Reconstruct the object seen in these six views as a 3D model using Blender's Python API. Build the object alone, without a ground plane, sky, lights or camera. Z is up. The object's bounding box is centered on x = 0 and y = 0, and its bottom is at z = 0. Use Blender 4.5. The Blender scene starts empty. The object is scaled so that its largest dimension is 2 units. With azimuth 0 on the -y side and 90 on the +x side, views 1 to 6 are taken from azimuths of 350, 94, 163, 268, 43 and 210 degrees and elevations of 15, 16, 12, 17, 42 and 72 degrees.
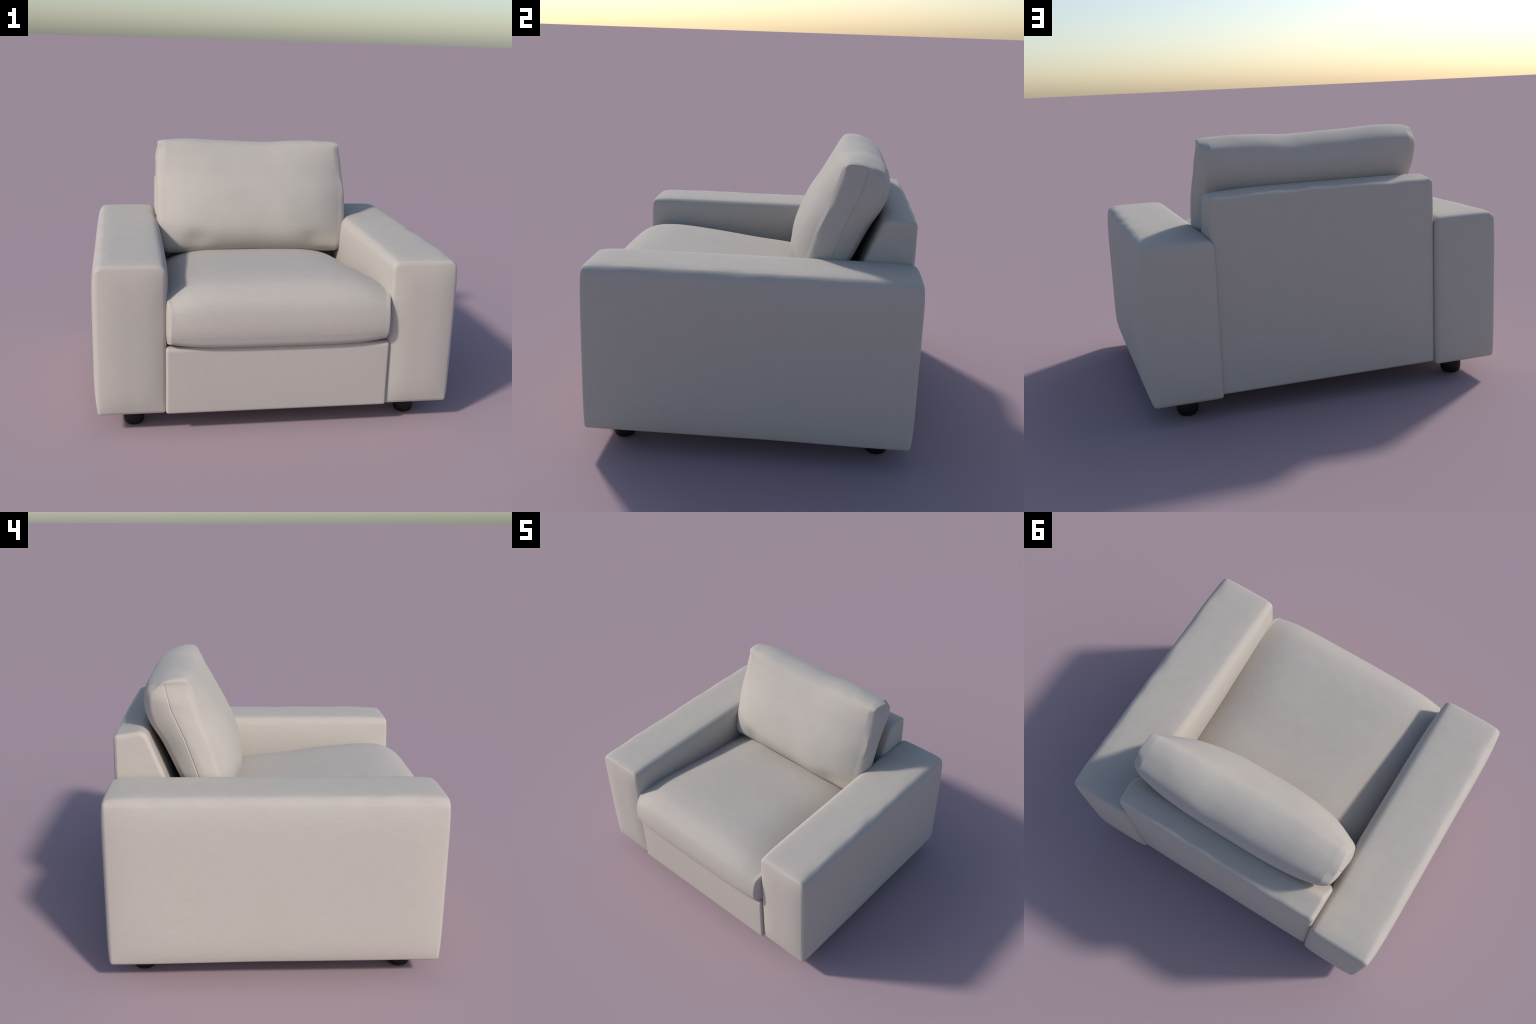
"""Upholstered armchair: two box arms, backrest, seat base, seat and back cushions, four round feet."""
import bpy, math
import numpy as np
from mathutils import Vector, noise

# ------------------------------------------------------------------ helpers
def smooth(a, b, x):
    t = np.clip((np.asarray(x, float) - a) / (b - a), 0, 1)
    return t * t * (3 - 2 * t)

def gauss(x, c, w):
    return np.exp(-((np.asarray(x, float) - c) / w) ** 2)

def noise3(P, scale, seed=0.0, octaves=2):
    P = np.asarray(P)
    out = np.empty(len(P))
    for i, p in enumerate(P):
        v = Vector((p[0] * scale[0] + seed, p[1] * scale[1] + seed * .7, p[2] * scale[2] - seed))
        out[i] = noise.fractal(v, 1.0, 2.0, octaves)
    return out

def filleted_polygon(corners, radii, n_edge=26, n_fillet=10):
    """Closed profile: straight edges between corners that are rounded with the given radii."""
    C = np.array(corners, float)
    n = len(C)
    arcs = []
    for i in range(n):
        p, a, b = C[i], C[i - 1], C[(i + 1) % n]
        u = (a - p) / np.linalg.norm(a - p)
        v = (b - p) / np.linalg.norm(b - p)
        half = math.acos(np.clip(u @ v, -1, 1)) / 2
        r = radii[i]
        t = r / math.tan(half)
        c = p + (u + v) / np.linalg.norm(u + v) * r / math.sin(half)
        s, e = p + u * t - c, p + v * t - c
        ang = math.pi - 2 * half
        k = np.linspace(0, 1, n_fillet + 1)[:, None]
        arcs.append(c + (s * np.sin((1 - k) * ang) + e * np.sin(k * ang)) / math.sin(ang))
    pts = []
    for i in range(n):
        pts.append(arcs[i])
        q0, q1 = arcs[i][-1], arcs[(i + 1) % n][0]
        k = np.linspace(0, 1, n_edge + 1)[1:-1, None]
        pts.append(q0 + (q1 - q0) * k)
    return np.concatenate(pts)

def spline_loop(ctrl, per=14):
    """Closed centripetal Catmull-Rom spline through control points."""
    C = np.array(ctrl, float)
    n = len(C)
    out = []
    for i in range(n):
        p0, p1, p2, p3 = C[i - 1], C[i], C[(i + 1) % n], C[(i + 2) % n]
        t1 = np.linalg.norm(p1 - p0) ** .5
        t2 = t1 + np.linalg.norm(p2 - p1) ** .5
        t3 = t2 + np.linalg.norm(p3 - p2) ** .5
        t = np.linspace(t1, t2, per, endpoint=False)[:, None]
        a1 = (t1 - t) / t1 * p0 + t / t1 * p1
        a2 = (t2 - t) / (t2 - t1) * p1 + (t - t1) / (t2 - t1) * p2
        a3 = (t3 - t) / (t3 - t2) * p2 + (t - t2) / (t3 - t2) * p3
        b1 = (t2 - t) / t2 * a1 + t / t2 * a2
        b2 = (t3 - t) / (t3 - t1) * a2 + (t - t1) / (t3 - t1) * a3
        out.append((t2 - t) / (t2 - t1) * b1 + (t - t1) / (t2 - t1) * b2)
    return np.concatenate(out)

def cap_rows(prof, direction, fillet, dome, spine=None, seam=0.0, spine_groove=0.0, rings=44, flat=3.2):
    """Rings of points (2D + offset along the loft axis) that close one end of a loft.

    The end panel is rounded off with `fillet` at its sewn border, swells by `dome` toward
    the middle, and carries a fine sunken seam line just inside the border.
    """
    lo, hi = prof.min(0), prof.max(0)
    if spine is None:                       # plain panel: rings close on the middle point
        S = np.repeat((lo + hi)[None] / 2, len(prof), 0)
    else:                                   # given centre line: front and rear halves meet on it
        sp = np.array(spine, float)
        o = np.argsort(sp[:, 1])
        h = (prof[:, 1] + np.roll(prof[::-1], 1, 0)[:, 1]) / 2
        h = np.clip(h, sp[:, 1].min(), sp[:, 1].max())
        S = np.stack([np.interp(h, sp[o, 1], sp[o, 0]), h], 1)
    fil = np.broadcast_to(np.asarray(fillet, float), (len(prof),))
    seam_at = np.broadcast_to(np.asarray(seam, float), (len(prof),))
    seg_a, seg_b = prof, np.roll(prof, -1, 0)
    rows = []
    for k in range(1, rings + 1):
        f = k / rings
        f = 1 - (1 - f ** 2.2) ** 1.5 if spine is not None else f ** 2.2
        P = prof + (S - prof) * f
        ab = seg_b - seg_a
        t = ((P[:, None] - seg_a[None]) * ab[None]).sum(2) / np.maximum((ab ** 2).sum(1), 1e-12)[None]
        t = np.clip(t, 0, 1)
        D = np.linalg.norm(P[:, None] - (seg_a[None] + ab[None] * t[..., None]), axis=2)
        d = D.min(1)
        near = (np.maximum(d, 1e-4)[:, None] / np.maximum(D, 1e-4)) ** 5
        r = (near * fil[None]).sum(1) / near.sum(1)
        q = np.clip(d / r, 0, 1)
        round_off = 1 - (1 - q) ** 2               # cushions ease over the border, panels turn a full quarter round
        off = fil.max() * (round_off if spine is not None else np.sqrt(np.maximum(0, round_off)))
        if spine is None:                   # pillow-like swell of a flat panel
            u = (P - (lo + hi) / 2) / ((hi - lo) / 2)
            pw = flat * np.maximum(1, (hi - lo) / (hi - lo).min()) ** .8
            off = off + dome * np.prod(1 - np.minimum(1, np.abs(u)) ** pw, axis=1)
        else:                               # swell that crests on the centre line
            flatten = 1 - .55 * smooth(sp[:, 1].max() - .10, sp[:, 1].max(), S[:, 1])
            off = off + dome * flatten * (1 - (1 - f) ** 2.2)
        off = off - seam_at[D.argmin(1)] * gauss(d, .010, .0035)
        if spine_groove:
            ds = np.linalg.norm(P - S, axis=1)
            off = off - spine_groove * np.exp(-(ds / .003) ** 2) * smooth(0, .012, sp[:, 1].max() - S[:, 1])
        rows.append((P, direction * off))
    return rows

def build_loft(name, parent, mat, axis, stations, profile_at, cap_a, cap_b, shape=None):
    """Loft profile_at(s) over stations along x (axis 0, profile = y,z) or y (axis 1, profile = x,z)."""
    rings = []
    def place(P, s):
        s = np.broadcast_to(s, (len(P),))
        return np.stack([s, P[:, 0], P[:, 1]], 1) if axis == 0 else np.stack([P[:, 0], s, P[:, 1]], 1)
    pa, pb = profile_at(stations[0]), profile_at(stations[-1])
    for P, off in reversed(cap_rows(pa, -1, **cap_a)):
        rings.append(place(P, stations[0] + off))
    for s in stations:
        rings.append(place(profile_at(s), s))
    for P, off in cap_rows(pb, 1, **cap_b):
        rings.append(place(P, stations[-1] + off))
    V = np.concatenate(rings)
    if shape:
        V = shape(V)
    n, m = len(rings[0]), len(rings)
    faces = []
    for j in range(m - 1):
        for i in range(n):
            i2 = (i + 1) % n
            faces.append((j * n + i, j * n + i2, (j + 1) * n + i2, (j + 1) * n + i))
    me = bpy.data.meshes.new(name)
    me.from_pydata(V.tolist(), [], faces)
    import bmesh
    bm = bmesh.new()
    bm.from_mesh(me)
    bmesh.ops.remove_doubles(bm, verts=bm.verts, dist=2e-5)
    bmesh.ops.dissolve_degenerate(bm, dist=1e-6, edges=bm.edges)
    open_edges = [e for e in bm.edges if e.is_boundary]     # zip the centre line of both end panels
    if open_edges:
        bmesh.ops.holes_fill(bm, edges=open_edges, sides=0)
    bmesh.ops.recalc_face_normals(bm, faces=bm.faces)
    for f in bm.faces:
        f.smooth = True
    bm.to_mesh(me)
    bm.free()
    me.materials.append(mat)
    ob = bpy.data.objects.new(name, me)
    bpy.context.collection.objects.link(ob)
    ob.parent = parent
    return ob

# ------------------------------------------------------------------ materials
def linen_material(name, base=(0.50, 0.452, 0.406)):  # base tinted warmer to carry the yellowish bounce light on inner arms and sides
    mat = bpy.data.materials.new(name)
    mat.use_nodes = True
    nt = mat.node_tree
    N, L = nt.nodes, nt.links
    bsdf = N["Principled BSDF"]
    bsdf.inputs["Roughness"].default_value = 0.9
    bsdf.inputs["Specular IOR Level"].default_value = 0.15
    bsdf.inputs["Sheen Weight"].default_value = 0.08
    bsdf.inputs["Sheen Roughness"].default_value = 0.5
    tc = N.new("ShaderNodeTexCoord")
    def thread(scale, detail):
        mp = N.new("ShaderNodeMapping")
        mp.inputs["Scale"].default_value = scale
        L.new(tc.outputs["Object"], mp.inputs["Vector"])
        nz = N.new("ShaderNodeTexNoise")
        nz.inputs["Scale"].default_value = 1.0
        nz.inputs["Detail"].default_value = detail
        nz.inputs["Roughness"].default_value = .6
        L.new(mp.outputs["Vector"], nz.inputs["Vector"])
        return nz.outputs["Fac"]
    def math_node(op, a, b):
        m = N.new("ShaderNodeMath")
        m.operation = op
        for s, v in zip(m.inputs, (a, b)):
            if isinstance(v, (int, float)):
                s.default_value = v
            else:
                L.new(v, s)
        return m.outputs[0]
    weft = thread((14, 14, 170), 3)       # slubby threads lying level
    warp = thread((150, 150, 11), 3)      # slubby threads standing upright / running across
    cross = thread((150, 12, 60), 2)
    weave = math_node("ADD", math_node("MULTIPLY", weft, .5), math_node("ADD", math_node("MULTIPLY", warp, .3), math_node("MULTIPLY", cross, .2)))
    ramp = N.new("ShaderNodeValToRGB")
    ramp.color_ramp.elements[0].position = .30
    ramp.color_ramp.elements[1].position = .70
    ramp.color_ramp.elements[0].color = (*[c * .95 for c in base], 1)
    ramp.color_ramp.elements[1].color = (*[min(1, c * 1.05) for c in base], 1)
    L.new(weave, ramp.inputs["Fac"])
    # large, very soft pinkish/greenish tint patches
    blotch = thread((2.6, 2.6, 2.6), 1)
    drift = N.new("ShaderNodeValToRGB")
    drift.color_ramp.elements[0].position = .35
    drift.color_ramp.elements[1].position = .65
    drift.color_ramp.elements[0].color = (1.0, .992, .990, 1)
    drift.color_ramp.elements[1].color = (.992, 1.0, .988, 1)
    L.new(blotch, drift.inputs["Fac"])
    mix = N.new("ShaderNodeMix")
    mix.data_type = "RGBA"
    mix.blend_type = "MULTIPLY"
    mix.inputs["Factor"].default_value = 1
    L.new(ramp.outputs["Color"], mix.inputs["A"])
    L.new(drift.outputs["Color"], mix.inputs["B"])
    L.new(mix.outputs["Result"], bsdf.inputs["Base Color"])
    bump = N.new("ShaderNodeBump")
    bump.inputs["Strength"].default_value = .06
    bump.inputs["Distance"].default_value = .004
    L.new(weave, bump.inputs["Height"])
    L.new(bump.outputs["Normal"], bsdf.inputs["Normal"])
    return mat

def foot_material():
    mat = bpy.data.materials.new("black_plastic")
    mat.use_nodes = True
    nt = mat.node_tree
    b = nt.nodes["Principled BSDF"]
    b.inputs["Roughness"].default_value = .5
    b.inputs["Specular IOR Level"].default_value = .25
    nz = nt.nodes.new("ShaderNodeTexNoise")
    nz.inputs["Scale"].default_value = 30
    tc = nt.nodes.new("ShaderNodeTexCoord")
    nt.links.new(tc.outputs["Object"], nz.inputs["Vector"])
    rp = nt.nodes.new("ShaderNodeValToRGB")
    rp.color_ramp.elements[0].color = (.006, .005, .005, 1)
    rp.color_ramp.elements[1].color = (.011, .0095, .009, 1)
    nt.links.new(nz.outputs["Fac"], rp.inputs["Fac"])
    nt.links.new(rp.outputs["Color"], b.inputs["Base Color"])
    return mat

linen = linen_material("woven_linen")
black = foot_material()

chair = bpy.data.objects.new("armchair", None)
bpy.context.collection.objects.link(chair)
chair["label"] = "boxy off-white linen armchair with loose cushions and black feet"
chair["category"] = "armchair"

def ends_dense(a, b, n):
    k = np.linspace(0, 1, n)
    k = .5 - .5 * np.cos(np.pi * k) if n > 2 else k
    return a + (b - a) * (.6 * k + .4 * np.linspace(0, 1, n))

# ------------------------------------------------------------------ arms
ARM_IN, ARM_OUT, ARM_BOTTOM, ARM_TOP = .611, .972, .116, .938
ARM_FRONT, ARM_BACK = -.762, .822

def make_arm(side, seed, pucker):
    # corners go round the front panel: top middle first, then outer top, outer bottom, inner bottom, inner top
    prof = filleted_polygon(
        [(ARM_OUT, ARM_TOP), (ARM_OUT, ARM_BOTTOM), (ARM_IN, ARM_BOTTOM), (ARM_IN, ARM_TOP)],
        [.032, .016, .016, .034], n_edge=44, n_fillet=14)
    def profile(s):
        P = prof.copy()
        P[:, 0] *= side
        return P if side > 0 else P[::-1]
    def shape(V):
        x, y, z = np.abs(V[:, 0]), V[:, 1], V[:, 2]
        ty = np.clip((y - (ARM_FRONT + ARM_BACK) / 2) / ((ARM_BACK - ARM_FRONT) / 2), -1, 1)
        tz = np.clip((z - ARM_BOTTOM) / (ARM_TOP - ARM_BOTTOM), 0, 1)
        tx = np.clip((x - ARM_IN) / (ARM_OUT - ARM_IN), 0, 1)
        fy = 1 - np.abs(ty) ** 9
        fz = 1 - np.abs(2 * tz ** .95 - 1) ** 7
        fx = 1 - np.abs(2 * tx - 1) ** 5
        nx = x + smooth(.75, 1, tx) * .027 * fz * (.3 + .7 * fy)
        nx = nx - smooth(.25, 0, tx) * .027 * fz * (1 - np.abs(ty) ** 6)
        nz = z + smooth(.8, 1, tz) * (.014 * fx * (.75 + .25 * fy) + .005 * fy - .006 * np.abs(ty) ** 24)
        # gathered cloth along the outer top edge
        edge = gauss(x, ARM_OUT + .005, .035) * gauss(z, ARM_TOP, .035)
        w = noise3(np.stack([y * 0, y, z * 0], 1), (1, 6.5, 1), seed, 1)
        nz = nz + edge * w * pucker
        nx = nx + edge * noise3(np.stack([y * 0, y, z * 0], 1), (1, 7, 1), seed + 9, 2) * .004
        nz = nz - .008 * smooth(0, .8, y) * smooth(.25, .12, z)
        # soft unevenness
        lump = noise3(V, (2.5, 2.5, 2.5), seed + 3, 1)
        nx = nx + smooth(.75, 1, tx) * lump * .002
        return np.stack([nx * side, y, nz], 1)
    front = dict(fillet=.014, dome=.022, seam=.0015)
    rear = dict(fillet=.016, dome=.016, seam=.0014, flat=5.0)
    return build_loft("arm", chair, linen, 1, ends_dense(ARM_FRONT + .011, ARM_BACK - .011, 110), profile, front, rear, shape)

make_arm(-1, 2.0, .011)
make_arm(1, 7.0, .013)

# ------------------------------------------------------------------ backrest
def make_backrest():
    prof = filleted_polygon(
        [(.815, 1.150), (.655, 1.168), (.390, .50), (.390, .30), (.815, .115)],
        [.026, .050, .03, .03, .016], n_edge=36, n_fillet=12)
    def shape(V):
        x, y, z = V[:, 0], V[:, 1], V[:, 2]
        fx = 1 - np.clip(np.abs(x) / .605, 0, 1) ** 4
        tz = np.clip((z - .128) / (1.15 - .128), 0, 1)
        ny = y + smooth(.76, .815, y) * .019 * fx * np.clip(np.sin(np.pi * tz), 0, 1) ** .6
        nz = z + smooth(1.05, 1.15, z) * (.006 * fx + gauss(y, .70, .06) * .006)
        edge = gauss(z, 1.15, .03) * gauss(y, .80, .035)
        nz = nz + edge * noise3(np.stack([x, x * 0, x * 0], 1), (7, 1, 1), 4.0, 2) * .006
        nz = nz - .010 * gauss(x, .62, .16) * smooth(1.0, 1.15, z) * gauss(y, .66, .06)
        return np.stack([x, ny, nz], 1)
    cap = dict(fillet=.019 + .005 * smooth(1.05, 1.15, prof[:, 1]), dome=.002, seam=.001)
    build_loft("backrest", chair, linen, 0, ends_dense(-.585, .600, 90), lambda s: prof, cap, cap, shape)
make_backrest()

# ------------------------------------------------------------------ seat base
def make_seat_base():
    prof = filleted_polygon(
        [(.50, .494), (.50, .118), (-.786, .118), (-.786, .494)],
        [.02, .02, .014, .022], n_edge=36, n_fillet=10)
    def shape(V):
        x, y, z = V[:, 0], V[:, 1], V[:, 2]
        fx = 1 - np.clip(np.abs(x) / .605, 0, 1) ** 6
        tz = np.clip((z - .126) / .36, 0, 1)
        ny = y - smooth(-.70, -.786, y) * .005 * fx * np.clip(np.sin(np.pi * tz), 0, 1) ** .7
        return np.stack([x, ny, z], 1)
    cap = dict(fillet=.014, dome=.0, seam=.001)
    build_loft("seat_base", chair, linen, 0, ends_dense(-.598, .598, 70), lambda s: prof, cap, cap, shape)
make_seat_base()

# ------------------------------------------------------------------ seat cushion
def make_seat_cushion():
    #        front low      front belly    front brow       crown          top                         rear                     underside
    mid = [(-.805, .500), (-.834, .555), (-.840, .650), (-.812, .755), (-.724, .822), (-.600, .843), (-.350, .830), (-.050, .796),
           (.200, .768), (.400, .725), (.450, .640), (.420, .520), (.200, .492), (-.350, .488)]
    end = [(-.796, .520), (-.822, .560), (-.826, .640), (-.800, .725), (-.718, .770), (-.600, .780), (-.350, .748), (-.050, .698),
           (.200, .674), (.390, .640), (.430, .600), (.400, .520), (.200, .500), (-.350, .500)]
    M, E = spline_loop(mid, 16), spline_loop(end, 16)
    HALF = .588
    def profile(s):
        w = np.clip(1 - np.abs(s / HALF) ** 4.6, 0, 1)
        return E + (M - E) * w
    def shape(V):
        x, y, z = V[:, 0], V[:, 1], V[:, 2]
        top = smooth(.68, .78, z)
        lump = noise3(V, (2.2, 2.2, 1.5), 5.0, 2)
        nz = z + top * lump * .004
        # the sewn front corners pull the brow in
        pinch = gauss(np.abs(x), .60, .09) * gauss(y, -.74, .12) * smooth(.6, .75, z)
        nz = nz - pinch * .006
        nose = smooth(-.73, -.83, y)
        x = x * (1 - nose * (.026 + .012 * smooth(.64, .80, z) + .022 * smooth(.57, .51, z)) * smooth(.35, .58, np.abs(x)))
        return np.stack([x, y, nz], 1)
    n = len(M)
    sharp = smooth(-.60, -.72, E[:, 0])          # crisp sewn edge at the front corners
    cap = dict(fillet=.020 - .014 * sharp, dome=.010, seam=.001 + .001 * sharp)
    build_loft("seat_cushion", chair, linen, 0, ends_dense(-HALF, HALF, 100), profile, cap, cap, shape)
make_seat_cushion()

# ------------------------------------------------------------------ back cushion
def make_back_cushion():
    #        top            front top       front ...                                                    front foot      bottom                         rear ...                                            rear top
    mid = [(.520, 1.425), (.440, 1.408), (.370, 1.325), (.312, 1.235), (.248, 1.130), (.192, .985), (.182, .880), (.220, .790), (.295, .728),
           (.390, .740), (.460, .830), (.540, .960), (.625, 1.110), (.685, 1.220), (.692, 1.300), (.660, 1.368), (.595, 1.410)]
    end = [(.520, 1.424), (.452, 1.414), (.414, 1.330), (.380, 1.230), (.335, 1.130), (.290, .985), (.255, .870), (.238, .775), (.275, .735),
           (.380, .755), (.445, .830), (.510, .950), (.575, 1.090), (.636, 1.200), (.655, 1.290), (.645, 1.366), (.580, 1.408)]
    M, E = spline_loop(mid, 12), spline_loop(end, 12)
    HALF = .552
    def profile(s):
        w = np.clip(1 - np.abs(s / HALF) ** 3.4, 0, 1)
        return E + (M - E) * w
    spine = [(.562, 1.402), (.528, 1.272), (.469, 1.140), (.402, .946), (.34, .80)]
    def shape(V):
        x, y, z = V[:, 0].copy(), V[:, 1], V[:, 2]
        # widest below half height, leaning a little over the +x arm
        h = np.clip((z - .75) / .66, 0, 1)
        side = smooth(.3, .6, np.abs(x))
        x = x + np.sign(x) * side * (.012 * np.sin(np.pi * h) ** .8 + .004 * smooth(1.25, 1.36, z) + .005 * smooth(1.388, 1.412, z)) + smooth(0, .6, x) * .016 * gauss(h, .42, .35)
        x = x * (1 - .075 * smooth(.48, .66, y + .40 * (1.25 - z)) * gauss(z, 1.06, .18) * side)
        x = x + smooth(-.40, -.58, x) * .009
        # a tuck in the cloth along the front border of the +x end
        a, b = np.array([.392, 1.225]), np.array([.318, 1.050])
        t = np.clip(((y - a[0]) * (b - a)[0] + (z - a[1]) * (b - a)[1]) / ((b - a) ** 2).sum(), 0, 1)
        dist = np.hypot(y - a[0] - t * (b - a)[0], z - a[1] - t * (b - a)[1])
        x = x + smooth(.545, .56, x) * np.sin(np.pi * t) * .007 * gauss(dist, 0, .007)
        # sag in the middle of the top edge
        top = smooth(1.25, 1.42, z)
        nz = z + top * (.002 + .012 * gauss(x, -.38, .20) - .006 * gauss(x, .10, .12) + .006 * gauss(x, .42, .15))
        nz = nz + top * noise3(V, (5, 4, 4), 3.3, 2) * .004
        # dimples low on the front
        front = smooth(.45, .30, y)
        ny = y + front * (.020 * gauss(x, -.36, .085) + .011 * gauss(x, .40, .085)) * gauss(z, .84, .07)
        ny = ny + front * noise3(V, (3, 3, 3), 8.1, 2) * .007
        return np.stack([x, ny, nz], 1)
    top_edge = smooth(1.385, 1.41, E[:, 1])                        # crisp folded cloth along the top
    cap = dict(fillet=.034 - .026 * top_edge, dome=.026, spine=spine, spine_groove=.0035, rings=64)
    build_loft("back_cushion", chair, linen, 0, ends_dense(-HALF, HALF, 110), profile, cap, cap, shape)
make_back_cushion()

# ------------------------------------------------------------------ feet
def make_feet():
    prof = [(0, 0), (.036, 0), (.042, .002), (.050, .008), (.055, .018), (.058, .034), (.058, .132), (0, .132)]
    seg = 40
    verts, faces = [], []
    for r, z in prof[1:-1]:
        for i in range(seg):
            a = 2 * math.pi * i / seg
            verts.append((r * math.cos(a), r * math.sin(a), z))
    m = len(prof) - 2
    for j in range(m - 1):
        for i in range(seg):
            k = (i + 1) % seg
            faces.append((j * seg + i, j * seg + k, (j + 1) * seg + k, (j + 1) * seg + i))
    faces.append(tuple(reversed(range(seg))))
    faces.append(tuple((m - 1) * seg + i for i in range(seg)))
    me = bpy.data.meshes.new("foot")
    me.from_pydata(verts, [], faces)
    for p in me.polygons:
        p.use_smooth = len(p.vertices) == 4
    me.materials.append(black)
    for x in (-.780, .780):
        for y in (-.608, .678):
            ob = bpy.data.objects.new("foot", me)
            ob.location = (x, y, 0)
            ob.parent = chair
            bpy.context.collection.objects.link(ob)
make_feet()
